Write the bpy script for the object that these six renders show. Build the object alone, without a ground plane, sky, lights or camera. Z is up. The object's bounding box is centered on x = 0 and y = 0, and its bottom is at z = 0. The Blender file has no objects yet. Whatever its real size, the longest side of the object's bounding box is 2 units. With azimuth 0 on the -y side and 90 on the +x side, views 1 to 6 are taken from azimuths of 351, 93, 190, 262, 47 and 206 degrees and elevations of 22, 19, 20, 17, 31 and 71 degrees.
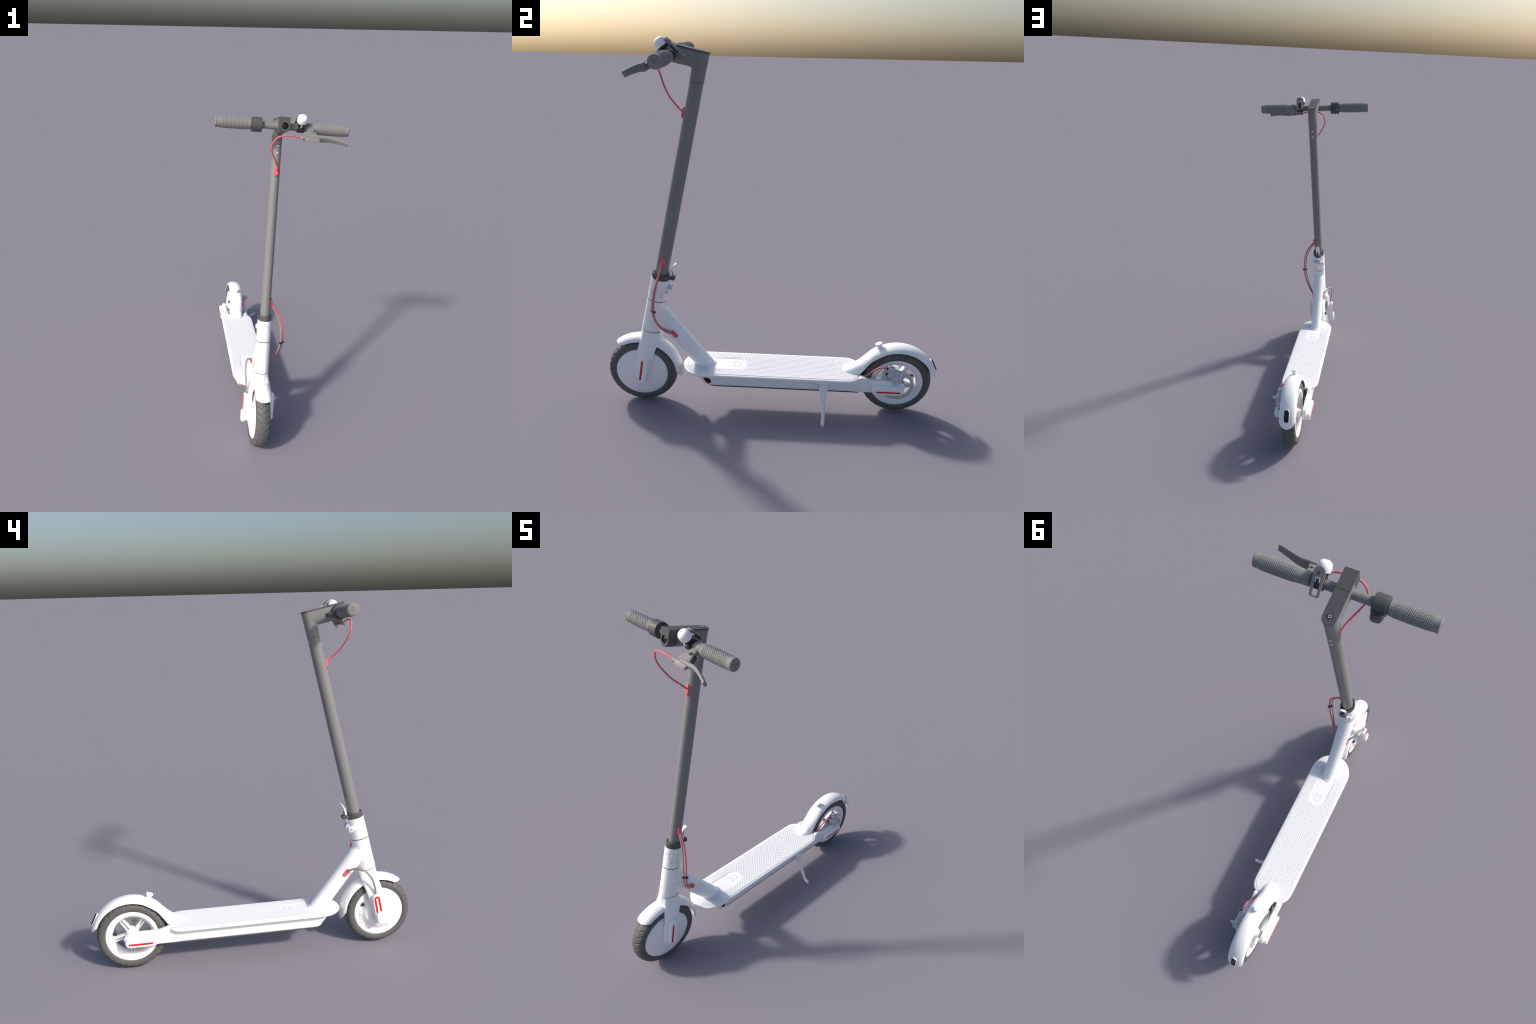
# Electric kick scooter, leaning on its side stand.
# Everything is modelled upright (X sideways, -Y forward, Z up) and the root Empty leans it over.
import bpy, bmesh, math, random
from math import sin, cos, pi, radians, sqrt
from mathutils import Vector, Matrix

random.seed(7)
V = Vector
LEAN = radians(4.75)

# ------------------------------------------------------------------ materials
def material(name, col, rough=0.4, metal=0.0, grain=0.03, scale=60.0, bump=0.0, coat=0.0, spec=0.5):
    m = bpy.data.materials.new(name)
    m.use_nodes = True
    nt = m.node_tree
    b = nt.nodes["Principled BSDF"]
    b.inputs["Roughness"].default_value = rough
    b.inputs["Metallic"].default_value = metal
    b.inputs["Coat Weight"].default_value = coat
    b.inputs["Specular IOR Level"].default_value = spec
    tc = nt.nodes.new("ShaderNodeTexCoord")
    nz = nt.nodes.new("ShaderNodeTexNoise")
    nz.inputs["Scale"].default_value = scale
    nz.inputs["Detail"].default_value = 4.0
    ramp = nt.nodes.new("ShaderNodeValToRGB")
    lo = [c * (1 - grain) for c in col]
    hi = [min(1.0, c * (1 + grain)) for c in col]
    ramp.color_ramp.elements[0].color = (*lo, 1)
    ramp.color_ramp.elements[1].color = (*hi, 1)
    ramp.color_ramp.elements[0].position = 0.3
    ramp.color_ramp.elements[1].position = 0.7
    nt.links.new(tc.outputs["Object"], nz.inputs["Vector"])
    nt.links.new(nz.outputs["Fac"], ramp.inputs["Fac"])
    nt.links.new(ramp.outputs["Color"], b.inputs["Base Color"])
    if bump:
        bp = nt.nodes.new("ShaderNodeBump")
        bp.inputs["Strength"].default_value = bump
        bp.inputs["Distance"].default_value = 0.002
        nz2 = nt.nodes.new("ShaderNodeTexNoise")
        nz2.inputs["Scale"].default_value = scale * 6
        nt.links.new(tc.outputs["Object"], nz2.inputs["Vector"])
        nt.links.new(nz2.outputs["Fac"], bp.inputs["Height"])
        nt.links.new(bp.outputs["Normal"], b.inputs["Normal"])
    return m

WHITE = material("white_paint", (0.955, 0.953, 0.95), rough=0.42, grain=0.01, spec=0.4)
MAT = material("rubber_mat_white", (0.845, 0.845, 0.865), rough=0.7, grain=0.015, spec=0.3)
PRINT = material("print_light_gray", (0.72, 0.72, 0.76), rough=0.6, grain=0.01)
MARK = material("mark_pale_gray", (0.80, 0.80, 0.83), rough=0.6, grain=0.005)
LABEL = material("print_gray", (0.42, 0.44, 0.47), rough=0.6, grain=0.01)
GRAY = material("stem_gray", (0.222, 0.221, 0.218), rough=0.5, grain=0.02, spec=0.4)
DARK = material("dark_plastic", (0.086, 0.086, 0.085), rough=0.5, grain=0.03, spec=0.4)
BLACK = material("black_plastic", (0.028, 0.028, 0.03), rough=0.45, grain=0.05)
RUBBER = material("tyre_rubber", (0.112, 0.111, 0.108), rough=0.6, grain=0.05, scale=40, spec=0.5)
GRIP = material("grip_rubber", (0.238, 0.238, 0.235), rough=0.7, grain=0.04, scale=80, spec=0.3)
RED = material("red_rubber", (0.74, 0.13, 0.165), rough=0.5, grain=0.02)
REDREF = material("red_reflector", (0.72, 0.02, 0.02), rough=0.3, grain=0.02, scale=300)
DARKRED = material("dark_red_reflector", (0.045, 0.003, 0.005), rough=0.25, grain=0.1)
CABLE = material("gray_cable", (0.30, 0.30, 0.29), rough=0.5, grain=0.03)
STEEL = material("bright_steel", (0.75, 0.75, 0.76), rough=0.3, metal=0.6, grain=0.03)
ALU = material("cast_aluminium", (0.62, 0.63, 0.65), rough=0.4, metal=0.2, grain=0.04)
LENS = material("lamp_glass", (0.012, 0.012, 0.014), rough=0.28, grain=0.0, spec=0.35)
WHITEICON = material("white_icon", (0.8, 0.8, 0.8), rough=0.5, grain=0.0)

# ------------------------------------------------------------------ objects
root = bpy.data.objects.new("electric_scooter", None)
bpy.context.scene.collection.objects.link(root)
root.rotation_euler = (0, LEAN, 0)
root["label"] = "white and gray electric kick scooter on its side stand"
root["category"] = "electric scooter"

def link(name, me, mat=None, parent=None, angle=38, smooth=True):
    if mat is not None:
        me.materials.clear()
        me.materials.append(mat)
    if smooth:
        me.shade_smooth()
        if angle < 180:
            me.set_sharp_from_angle(angle=radians(angle))
    ob = bpy.data.objects.new(name, me)
    bpy.context.scene.collection.objects.link(ob)
    ob.parent = parent or root
    if smooth and angle < 180:
        # large flat faces keep their own normal, bevels do the turning
        wn = ob.modifiers.new("weighted_normals", 'WEIGHTED_NORMAL')
        wn.keep_sharp = True
        wn.weight = 90
    return ob

def mesh_from(verts, faces, recalc=True):
    me = bpy.data.meshes.new("m")
    me.from_pydata([tuple(v) for v in verts], [], faces)
    if recalc:
        bm = bmesh.new(); bm.from_mesh(me)
        bmesh.ops.remove_doubles(bm, verts=bm.verts, dist=1e-6)
        bmesh.ops.recalc_face_normals(bm, faces=bm.faces)
        bm.to_mesh(me); bm.free()
    me.update()
    return me

def join(meshes):
    bm = bmesh.new()
    for m in meshes:
        bm.from_mesh(m)
    me = bpy.data.meshes.new("m")
    bm.to_mesh(me); bm.free()
    return me

def loft(rings, closed_ring=True, cap=True, loop=False):
    n = len(rings[0]); verts = [p for r in rings for p in r]; faces = []
    m = len(rings)
    for i in range(m if loop else m - 1):
        a, b = i * n, ((i + 1) % m) * n
        for j in range(n if closed_ring else n - 1):
            k = (j + 1) % n
            faces.append((a + j, a + k, b + k, b + j))
    if cap and not loop:
        faces.append(tuple(range(n)))
        faces.append(tuple((m - 1) * n + j for j in range(n)))
    return mesh_from(verts, faces)

class Frame:
    """o + a*ux + b*uy + c*n"""
    def __init__(s, o, ux, uy):
        s.o = V(o); s.ux = V(ux).normalized(); s.uy = V(uy).normalized(); s.n = s.ux.cross(s.uy).normalized()
    def __call__(s, a, b, c=0.0):
        return s.o + s.ux * a + s.uy * b + s.n * c

def bevelled(me, w, seg=3, ang=35):
    bm = bmesh.new(); bm.from_mesh(me)
    es = [e for e in bm.edges if len(e.link_faces) == 2 and e.calc_face_angle() > radians(ang)]
    bmesh.ops.bevel(bm, geom=es, offset=w, segments=seg, profile=0.5, affect='EDGES', clamp_overlap=True)
    bmesh.ops.recalc_face_normals(bm, faces=bm.faces)
    bm.to_mesh(me); bm.free()
    return me

def prism(outline, fr, c0, c1, bev=0.0, seg=3):
    me = loft([[fr(a, b, c0) for a, b in outline], [fr(a, b, c1) for a, b in outline]])
    if bev:
        bevelled(me, bev, seg)
    return me

def box(fr, ha, hb, hc, bev=0.0, seg=3):
    return prism([(-ha, -hb), (ha, -hb), (ha, hb), (-ha, hb)], fr, -hc, hc, bev, seg)

def cone(fr_o, axis, prof, seg=40):
    """lathe profile [(r, h)] about axis from origin"""
    ax = V(axis).normalized()
    e = V((1, 0, 0)) if abs(ax.x) < 0.9 else V((0, 1, 0))
    u = ax.cross(e).normalized(); w = ax.cross(u)
    o = V(fr_o)
    rings = []
    for r, h in prof:
        rings.append([o + ax * h + (u * cos(2 * pi * i / seg) + w * sin(2 * pi * i / seg)) * max(r, 1e-5) for i in range(seg)])
    return loft(rings)

def cyl(o, axis, r, h0, h1, bev=0.001, seg=32):
    b = min(bev, r * 0.4, abs(h1 - h0) * 0.4)
    return cone(o, axis, [(r - b, h0), (r - b * 0.3, h0 + b * 0.3), (r, h0 + b), (r, h1 - b), (r - b * 0.3, h1 - b * 0.3), (r - b, h1)], seg)

def wheel_lathe(prof, cy, cz, seg=128, loop=False, x_disp=None):
    """profile of (r, x) turned about the axle"""
    rings = []
    for i in range(seg):
        a = 2 * pi * i / seg
        rings.append([V((x, cy + r * cos(a), cz + r * sin(a))) for r, x in prof])
    return loft(rings, closed_ring=loop, cap=False, loop=True)

def stadium(half_len, half_w, n=12):
    """long along first axis, half_len includes the round ends"""
    d = half_len - half_w
    pts = [(d + half_w * sin(pi * i / n), -half_w * cos(pi * i / n)) for i in range(n + 1)]
    pts += [(-d - half_w * sin(pi * i / n), half_w * cos(pi * i / n)) for i in range(n + 1)]
    return pts

def superellipse(a, b, n=2.0, seg=48):
    out = []
    for i in range(seg):
        t = 2 * pi * i / seg
        c, s = cos(t), sin(t)
        out.append((a * math.copysign(abs(c) ** (2 / n), c), b * math.copysign(abs(s) ** (2 / n), s)))
    return out

def spline(pts, n):
    """Catmull-Rom through the points"""
    P = [V(p) for p in pts]
    P = [P[0] * 2 - P[1]] + P + [P[-1] * 2 - P[-2]]
    out = []
    m = len(P) - 3
    for k in range(m):
        a, b, c, d = P[k:k + 4]
        for i in range(n):
            t = i / n
            out.append(0.5 * ((2 * b) + (c - a) * t + (2 * a - 5 * b + 4 * c - d) * t * t + (3 * b - a - 3 * c + d) * t ** 3))
    out.append(P[-2].copy())
    return out

def tube(pts, r, n=12, seg=14, smooth=True):
    """round tube through the points; r a number or function of 0..1"""
    path = spline(pts, n) if smooth else [V(p) for p in pts]
    rings = []; nrm = None
    for i, p in enumerate(path):
        t = (path[min(i + 1, len(path) - 1)] - path[max(i - 1, 0)]).normalized()
        if nrm is None:
            e = V((1, 0, 0)) if abs(t.x) < 0.8 else V((0, 0, 1))
            nrm = t.cross(e).normalized()
        nrm = (nrm - t * nrm.dot(t)).normalized()
        bi = t.cross(nrm)
        rr = r(i / (len(path) - 1)) if callable(r) else r
        rings.append([p + (nrm * cos(2 * pi * j / seg) + bi * sin(2 * pi * j / seg)) * rr for j in range(seg)])
    return loft(rings)

def ribbon(pts, w, fr, c0, c1, closed=False):
    """flat strip of width w along a 2D polyline, lying in a frame"""
    n = len(pts); L = []; R = []
    for i in range(n):
        p = V(pts[i])
        a = V(pts[(i - 1) % n]) if (i > 0 or closed) else p
        b = V(pts[(i + 1) % n]) if (i < n - 1 or closed) else p
        d1 = (p - a).normalized() if (p - a).length > 1e-9 else (b - p).normalized()
        d2 = (b - p).normalized() if (b - p).length > 1e-9 else d1
        d = (d1 + d2).normalized()
        nn = V((-d.y, d.x)); k = 1 / max(0.4, nn.dot(V((-d1.y, d1.x))))
        L.append(p + nn * w / 2 * k); R.append(p - nn * w / 2 * k)
    rings = [[fr(l.x, l.y, c0), fr(l.x, l.y, c1), fr(r.x, r.y, c1), fr(r.x, r.y, c0)] for l, r in zip(L, R)]
    return loft(rings, cap=not closed, loop=closed)

def arc2(cx, cy, r, a0, a1, n=16):
    return [(cx + r * cos(radians(a0 + (a1 - a0) * i / n)), cy + r * sin(radians(a0 + (a1 - a0) * i / n))) for i in range(n + 1)]

def baked(ob):
    dg = bpy.context.evaluated_depsgraph_get(); dg.update()
    me = bpy.data.meshes.new_from_object(ob.evaluated_get(dg))
    return me

def drop(ob):
    bpy.data.objects.remove(ob, do_unlink=True)

def modified(me, mods):
    ob = bpy.data.objects.new("tmp", me)
    bpy.context.scene.collection.objects.link(ob)
    for kind, kw in mods:
        md = ob.modifiers.new("m", kind)
        for k, v in kw.items():
            setattr(md, k, v)
    out = baked(ob)
    drop(ob)
    return out

def melt(meshes, voxel, smooth=10, cuts=()):
    """weld closed solids into one skin with rounded joints, then trim it by planes (point, normal: side removed)"""
    me = modified(join(meshes), [("REMESH", dict(mode='VOXEL', voxel_size=voxel, use_smooth_shade=True)),
                                 ("SMOOTH", dict(factor=0.5, iterations=smooth))])
    bm = bmesh.new(); bm.from_mesh(me)
    for co, no in cuts:
        bmesh.ops.bisect_plane(bm, geom=bm.verts[:] + bm.edges[:] + bm.faces[:], dist=1e-6, plane_co=V(co), plane_no=V(no), clear_outer=True)
        es = [e for e in bm.edges if e.is_boundary]
        if es:
            bmesh.ops.holes_fill(bm, edges=es, sides=0)
    bmesh.ops.recalc_face_normals(bm, faces=bm.faces)
    bm.to_mesh(me); bm.free()
    return me

def subtract(me, cutters):
    ob = bpy.data.objects.new("tmp", me); bpy.context.scene.collection.objects.link(ob)
    cs = []
    for c in cutters:
        co = bpy.data.objects.new("cut", c); bpy.context.scene.collection.objects.link(co); cs.append(co)
        md = ob.modifiers.new("b", 'BOOLEAN'); md.operation = 'DIFFERENCE'; md.object = co; md.solver = 'EXACT'
    out = baked(ob)
    for o in cs + [ob]:
        drop(o)
    return out

def flat_with_holes(outlines, fr, c0, c1, bev=0.0):
    """2D curve fill: first outline is the plate, the others are its holes"""
    cu = bpy.data.curves.new("c", 'CURVE'); cu.dimensions = '2D'; cu.fill_mode = 'BOTH'
    cu.extrude = abs(c1 - c0) / 2
    cu.bevel_depth = bev; cu.bevel_resolution = 1
    for o in outlines:
        sp = cu.splines.new('POLY'); sp.points.add(len(o) - 1); sp.use_cyclic_u = True
        for p, q in zip(sp.points, o):
            p.co = (q[0], q[1], 0, 1)
    ob = bpy.data.objects.new("tmp", cu); bpy.context.scene.collection.objects.link(ob)
    me = baked(ob); drop(ob)
    mid = (c0 + c1) / 2
    for v in me.vertices:
        v.co = fr(v.co.x, v.co.y, v.co.z + mid)
    bm = bmesh.new(); bm.from_mesh(me)
    bmesh.ops.remove_doubles(bm, verts=bm.verts, dist=1e-5)
    bmesh.ops.recalc_face_normals(bm, faces=bm.faces)
    bm.to_mesh(me); bm.free()
    return me

# ------------------------------------------------------------------ steering axis frame
AXT = V((0, 0.2199, 0.9755))          # up the stem
AXF = V((0, -0.9755, 0.2199))         # forward, square to the stem
AX0 = V((0, -0.3725, 1.8175))         # joint of stem and top unit
def S(u, x, s):
    return AX0 + AXF * u + AXT * s + V((x, 0, 0))
SF = Frame(AX0, AXF, AXT)             # side plane of the stem: a = forward, b = up, n = -x or +x
def s_of(z):
    return (z - 1.8175) / 0.9755

def etube(stations, n=2.0, seg=64):
    """elliptic sections square to the stem: (s, half_x, half_fore)"""
    return loft([[S(b, a, s) for a, b in superellipse(hx, hf, n, seg)] for s, hx, hf in stations])

# ------------------------------------------------------------------ stem
stem = link("stem", etube([(-1.10, .0298, .0348), (-0.5, .0298, .0348), (-0.0035, .0292, .0338), (-0.0015, .0285, .033)]), GRAY)
for i, s in enumerate((-0.012, -0.053)):
    for sg in (1, -1):
        b = link("screw", cyl(S(sg * .0335, 0, s + (0.004 if sg > 0 else -.008)), AXF * sg, .0065, -0.003, .0014, .0006, 24), STEEL, stem)
        link("screw_socket", cyl(S(sg * .0335, 0, s + (0.004 if sg > 0 else -.008)), AXF * sg, .0028, 0, .0017, .0003, 6), ALU, b)

# ------------------------------------------------------------------ top unit (arm carrying the bar, panel, lamp)
top_s = 0.133
def u_section(u, hw, s_low, s_top, n=14):
    pts = [S(u, hw, s_top)]
    c = s_low + hw
    for i in range(n + 1):
        a = pi * i / n
        pts.append(S(u, hw * cos(a), c - hw * sin(a)))
    pts.append(S(u, -hw, s_top))
    return pts
arm_mesh = loft([u_section(u, .0298, .0578, .16) for u in (-.004, .05, .1, .16, .215)])
col_mesh = etube([(-.03, .0300, .0347), (.05, .0300, .0349), (.16, .0302, .0375)], seg=64)
head_mesh = melt([arm_mesh, col_mesh], .0022, 15, cuts=[(S(0, 0, 0), -AXT), (S(0, 0, top_s), AXT), (S(.150, 0, 0), AXF)])
housing = link("stem_housing", head_mesh, GRAY, angle=50)
def panel_outline(f0, f1, hw, rear_round):
    if rear_round:
        return [(f1, -hw), (f1, hw)] + [(f0 + hw - hw * sin(pi * i / 16) , hw * cos(pi * i / 16)) for i in range(17)]
    return [(f0, -hw), (f1, -hw), (f1, hw), (f0, hw)]
PF = Frame(AX0, AXF, (1, 0, 0))       # plan of the top unit; n points down the stem or up
pn = 1 if PF.n.dot(AXT) > 0 else -1
panel = link("dashboard_panel", prism(panel_outline(-.0385, .1085, .0298, True), PF, pn * (top_s + .0004), pn * (top_s + .0085), .0012, 2), DARK)
link("dashboard_panel", prism(panel_outline(.1095, .197, .0298, False), PF, pn * (top_s + .0004), pn * (top_s + .0085), .0012, 2), DARK)
# lamp end
cap_mesh = loft([u_section(u, hw, .0585 + d, top_s + .0002) for u, hw, d in ((.1505, .0293, -.0002), (.190, .0293, -.0002), (.1955, .0285, .0006), (.1975, .027, .002))])
lamp_c = S(.1975, 0, .0935)
cap_mesh = subtract(cap_mesh, [cyl(lamp_c, AXF, .0192, -.018, .01, 0, 40)])
lamp = link("headlamp", cap_mesh, DARK)
link("lamp_lens", cone(lamp_c - AXF * .0085, AXF, [(.019, 0), (.017, .003), (.010, .0058), (.0001, .007)], 40), LENS, lamp)
rim = [(.0192, -.001), (.0192, .001), (.0178, .0012), (.0165, -.006)]
link("lamp_ring", cone(lamp_c, AXF, [(.0192, -.012), (.0192, .0004), (.0176, .0008), (.0168, -.010), (.0165, -.012)], 40), BLACK, lamp)
# power button with icon
pb = S(.032 - .0345, 0, top_s + .0085)
btn = link("power_button", cyl(S(-.0035, 0, top_s + .0085), AXT, .0125, -.002, .0012, .0008, 36), BLACK)
IF = Frame(S(-.0035, 0, top_s + .0097), AXF, (-1, 0, 0))
if IF.n.dot(AXT) < 0:
    IF = Frame(IF.o, AXF, (1, 0, 0))
link("power_icon", join([ribbon(arc2(0, 0, .0062, 35, 325), .0015, IF, 0, .0006), ribbon([(.0030, 0), (.0088, 0)], .0018, IF, 0, .0006)]), WHITEICON, btn)

# ------------------------------------------------------------------ handlebar, grips, throttle
BY, BZ = -.4735, 1.9375
BC = V((0, BY, BZ))
bar = link("handlebar", cyl(BC, (1, 0, 0), .0196, -.36, .36, .002, 48), GRAY)

def grip_mesh(sign, x_in, x_out):
    NA, NB = 216, 240
    L = abs(x_out - x_in)
    rows = 22
    rings = []
    for i in range(NB + 1):
        t = i / NB
        r = .0285 + .0020 * sin(pi * min(1, t * 1.05)) + .0012 * max(0, t - .6) * 2.5
        if t < .02: r -= .003 * (1 - t / .02)
        amp = .0026 * max(0, min(1, (t - .05) / .12)) * max(0, min(1, (.95 - t) / .10))
        ring = []
        for j in range(NA):
            a = 2 * pi * j / NA
            p = a / (2 * pi) * 20
            q = t * L / .0074
            # rows of diamond studs, every other row shifted by half a step
            k = math.floor(q); fq = q - k - .5
            fp = (p + .5 * (k % 2)) % 1.0 - .5
            h = max(0.0, 1 - (abs(fp) / .40 + abs(fq) / .44))
            h = min(1.0, h * 2.0)
            rr = r + amp * h
            ring.append(V((sign * (abs(x_in) + L * t), BY + rr * cos(a), BZ + rr * sin(a))))
        rings.append(ring)
    return loft(rings)
for sg, xi, xo in ((1, .176, .376), (-1, .176, .371)):
    g = link("grip", grip_mesh(sg, xi, xo), GRIP, angle=60)
    g.modifiers.clear()
    if sg > 0:
        cap = cone(BC, (1, 0, 0), [(.0290, .3750), (.0298, .3762), (.0298, .3800), (.0288, .3828), (.0258, .3850), (.0190, .3866), (.0100, .3875), (.0001, .3878)], 56)
    else:
        cap = cone(BC, (-1, 0, 0), [(.0285, .3700), (.0306, .3708), (.0310, .3740), (.0304, .3770), (.0275, .3787), (.0190, .3802), (.0100, .3810), (.0001, .3812)], 56)
    link("grip_cap", cap, GRIP, g)
    gx = .3873 if sg > 0 else -.3808
    GF = Frame((gx, BY, BZ), (0, -1 if sg < 0 else 1, 0), (0, 0, 1))
    nd = 1 if GF.n.x * sg > 0 else -1
    link("cap_mark", join([ribbon([(-.007, .004), (-.007, .0085), (-.004, .006), (.004, .006), (.007, .0085), (.007, .004)], .0016, GF, -nd * .002, nd * .0006),
                           ribbon(arc2(0, .001, .007, 190, 350, 12), .0016, GF, -nd * .002, nd * .0006)]), DARK, g)

# throttle: collar with a thumb paddle behind
def ring_out(r, n=48):
    return [(r * cos(2 * pi * i / n), r * sin(2 * pi * i / n)) for i in range(n)]
TF = Frame(BC, (0, 1, 0), (0, 0, 1))   # n = +x
# egg outline: circle with a lip drawn out rearward and a little down
thr_out = []
for i in range(64):
    a = 2 * pi * i / 64
    r = .0405
    d = math.atan2(sin(a - radians(-14)), cos(a - radians(-14)))
    ext = .036 * math.exp(-(d / .30) ** 2)
    thr_out.append(((r + ext) * cos(a), (r + ext) * sin(a)))
ring_part = link("throttle", cyl(BC, (-1, 0, 0), .0405, .118, .1745, .003, 56), DARK)
pad = []
for i in range(2):
    pass
PO = V((-.1495, BY + .058, BZ - .010))
PADF = Frame(PO, (1, 0, 0), V((0, .985, -.17)))
lever_m = loft([[PADF(a, b - .024 + k, c) for a, b in superellipse(hx, hy, 3.0, 40)] for hx, hy, k, c in
                ((.0245, .036, .0, -.011), (.0262, .0385, .0, -.007), (.0262, .0395, .0, .003), (.0245, .038, .0, .0065))])
link("throttle_paddle", lever_m, DARK, ring_part)
link("paddle_pad", prism(stadium(.0208, .0118), Frame(PADF(0, -.001, .0065) , (1, 0, 0), PADF.uy), -.003, .0010, .0006, 2), BLACK, ring_part)

# ------------------------------------------------------------------ brake lever
brake_clamp = link("brake_lever", cyl(BC, (1, 0, 0), .0285, .141, .177, .002, 48), GRAY)
# body: plate from the clamp forward and down, with the cable barrel to the inside
body = loft([[V(c) + V((a, 0, 0)) + V(vv) * b for a, b in superellipse(ha, hb, 3.8, 40)] for c, ha, hb, vv in (
    ((.159, -.474, 1.936), .017, .020, (0, .45, .89)),
    ((.159, -.496, 1.934), .018, .019, (0, .40, .91)),
    ((.157, -.520, 1.925), .024, .016, (0, .35, .93)),
    ((.152, -.545, 1.911), .036, .015, (0, .30, .95)),
    ((.152, -.565, 1.900), .046, .0145, (0, .30, .95)),
    ((.156, -.580, 1.894), .044, .013, (0, .30, .95)),
    ((.160, -.590, 1.890), .034, .009, (0, .30, .95)))])
body = melt([body, tube([(.096, -.571, 1.8975), (.115, -.571, 1.8975), (.15, -.57, 1.896)], .0125, seg=20)], .0018, 6)
link("brake_body", body, GRAY, brake_clamp, angle=60)
# lever blade: flat bar, cranked, outer end square
blade = []
be = V((0, .55, -.835)); bt = V((0, .835, .55))
for x, yc, zc, hw, ht in ((.150, -.562, 1.900, .018, .0095), (.180, -.563, 1.9000, .0200, .0105), (.205, -.5640, 1.899, .0200, .0105), (.228, -.5645, 1.8985, .0188, .0100),
                          (.250, -.5680, 1.9000, .0172, .0092), (.275, -.5765, 1.8978, .0160, .0086), (.300, -.5860, 1.8945, .0150, .0082), (.325, -.5960, 1.8902, .0140, .0080), (.3505, -.6060, 1.8845, .0130, .0078)):
    blade.append([V((x, yc, zc)) + be * a + bt * b for a, b in superellipse(hw, ht, 3.6, 32)])
link("lever_blade", bevelled(loft(blade), .001, 2, 50), GRAY, brake_clamp, angle=60)
link("pivot_bolt", cyl((.164, -.532, 1.936), V((0, -.25, .97)), .0068, -.02, .0052, .002, 24), GRAY, brake_clamp)
link("pivot_bolt", cyl((.176, -.505, 1.902), V((0, .25, -.97)), .0052, -.02, .005, .0012, 6), ALU, brake_clamp)
link("side_shadow_plate", box(Frame((.1885, -.531, 1.9120), V((.35, -.90, -.25)), V((0, .27, -.96))), .020, .0085, .0022, .001), BLACK, brake_clamp)  # black plate modelling the shadow on the brake body's outer side face
link("cable_ferrule", cyl((.0995, -.571, 1.8975), (-1, 0, 0), .0056, -.003, .007, .001, 24), STEEL, brake_clamp)

# ------------------------------------------------------------------ bell
bell_ax = V((-.04, -.60, .80)).normalized()
bell_c = V((.1015, -.5015, 1.9795))
R_B = .0292
dome = cone(bell_c, bell_ax, [(.0284, -.004), (R_B, -.002), (R_B, .011), (.0286, .0185), (.0268, .0250), (.0228, .0308), (.0170, .0348), (.0100, .0372), (.0001, .0380)], 56)
bell = link("bell", dome, WHITE)
link("bell_rivet", cone(bell_c + bell_ax * .0375, bell_ax, [(.0042, 0), (.0040, .0010), (.0022, .0016), (.0001, .0017)], 20), LABEL, bell)
bell_base = melt([cyl(bell_c, bell_ax, .0255, -.013, -.002, .001, 40),
                  cyl(BC, (1, 0, 0), .0275, .083, .1235, .002, 40),
                  box(Frame((.1025, -.490, 1.957), (1, 0, 0), bell_ax.cross(V((1, 0, 0)))), .0175, .017, .018)], .0018, 5)
link("bell_clamp", bell_base, BLACK, bell, angle=60)
link("clamp_screw", cone((.1005, -.507, 1.9475), V((0, -.75, .4)), [(.0058, -.01), (.0058, .004), (.0045, .0068), (.0001, .0082)], 24), STEEL, bell)
# striker plate behind the dome: plate with an open loop end
RT = V((.1035, -.4740, 2.003)); RE = V((.0985, -.404, 1.939))
sd = (RE - RT).normalized()
STF = Frame(RT, (1, 0, 0), sd)
Ls = (RE - RT).length
def taper_loop(w0, w1, y0, y1, n=10):
    pts = []
    for i in range(n + 1):
        a = pi + pi * i / n
        pts.append((w0 * cos(a), y0 + w0 * sin(a)))
    for i in range(n + 1):
        a = 0.5 * pi * i / n
        pts.append((w1 - .008 + .008 * cos(a), y1 - .008 + .008 * sin(a)))
    for i in range(n + 1):
        a = 0.5 * pi + 0.5 * pi * i / n
        pts.append((-w1 + .008 + .008 * cos(a), y1 - .008 + .008 * sin(a)))
    return pts
hole = [(-.0125, .030), (.0125, .030)] + [(.0115 - .005 + .005 * cos(a), Ls - .008 + .005 * sin(a)) for a in (0, .4, .8, 1.2, 1.57)] + \
       [(-.0115 + .005 + .005 * cos(a), Ls - .008 + .005 * sin(a)) for a in (1.57, 1.97, 2.37, 2.77, 3.14)]
upn = -1 if STF.n.z < 0 else 1
plate = flat_with_holes([taper_loop(.0235, .0195, .008, Ls), hole], STF, -.0022, .0022, .0014)
link("bell_striker", plate, GRAY, bell, angle=60)
link("striker_block", box(Frame(STF(0, .042, -upn * .006), (1, 0, 0), sd), .0120, .022, .007, .001), BLACK, bell)
link("striker_spring", ribbon([(-.008, .042), (-.008, .026), (.008, .026), (.008, .042)], .0035, STF, upn * .0015, upn * .006), ALU, bell)
link("striker_pivot", cyl(STF(0, .006, 0), STF.n * upn, .0062, -.004, .0062, .001, 24), DARK, bell)

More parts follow.
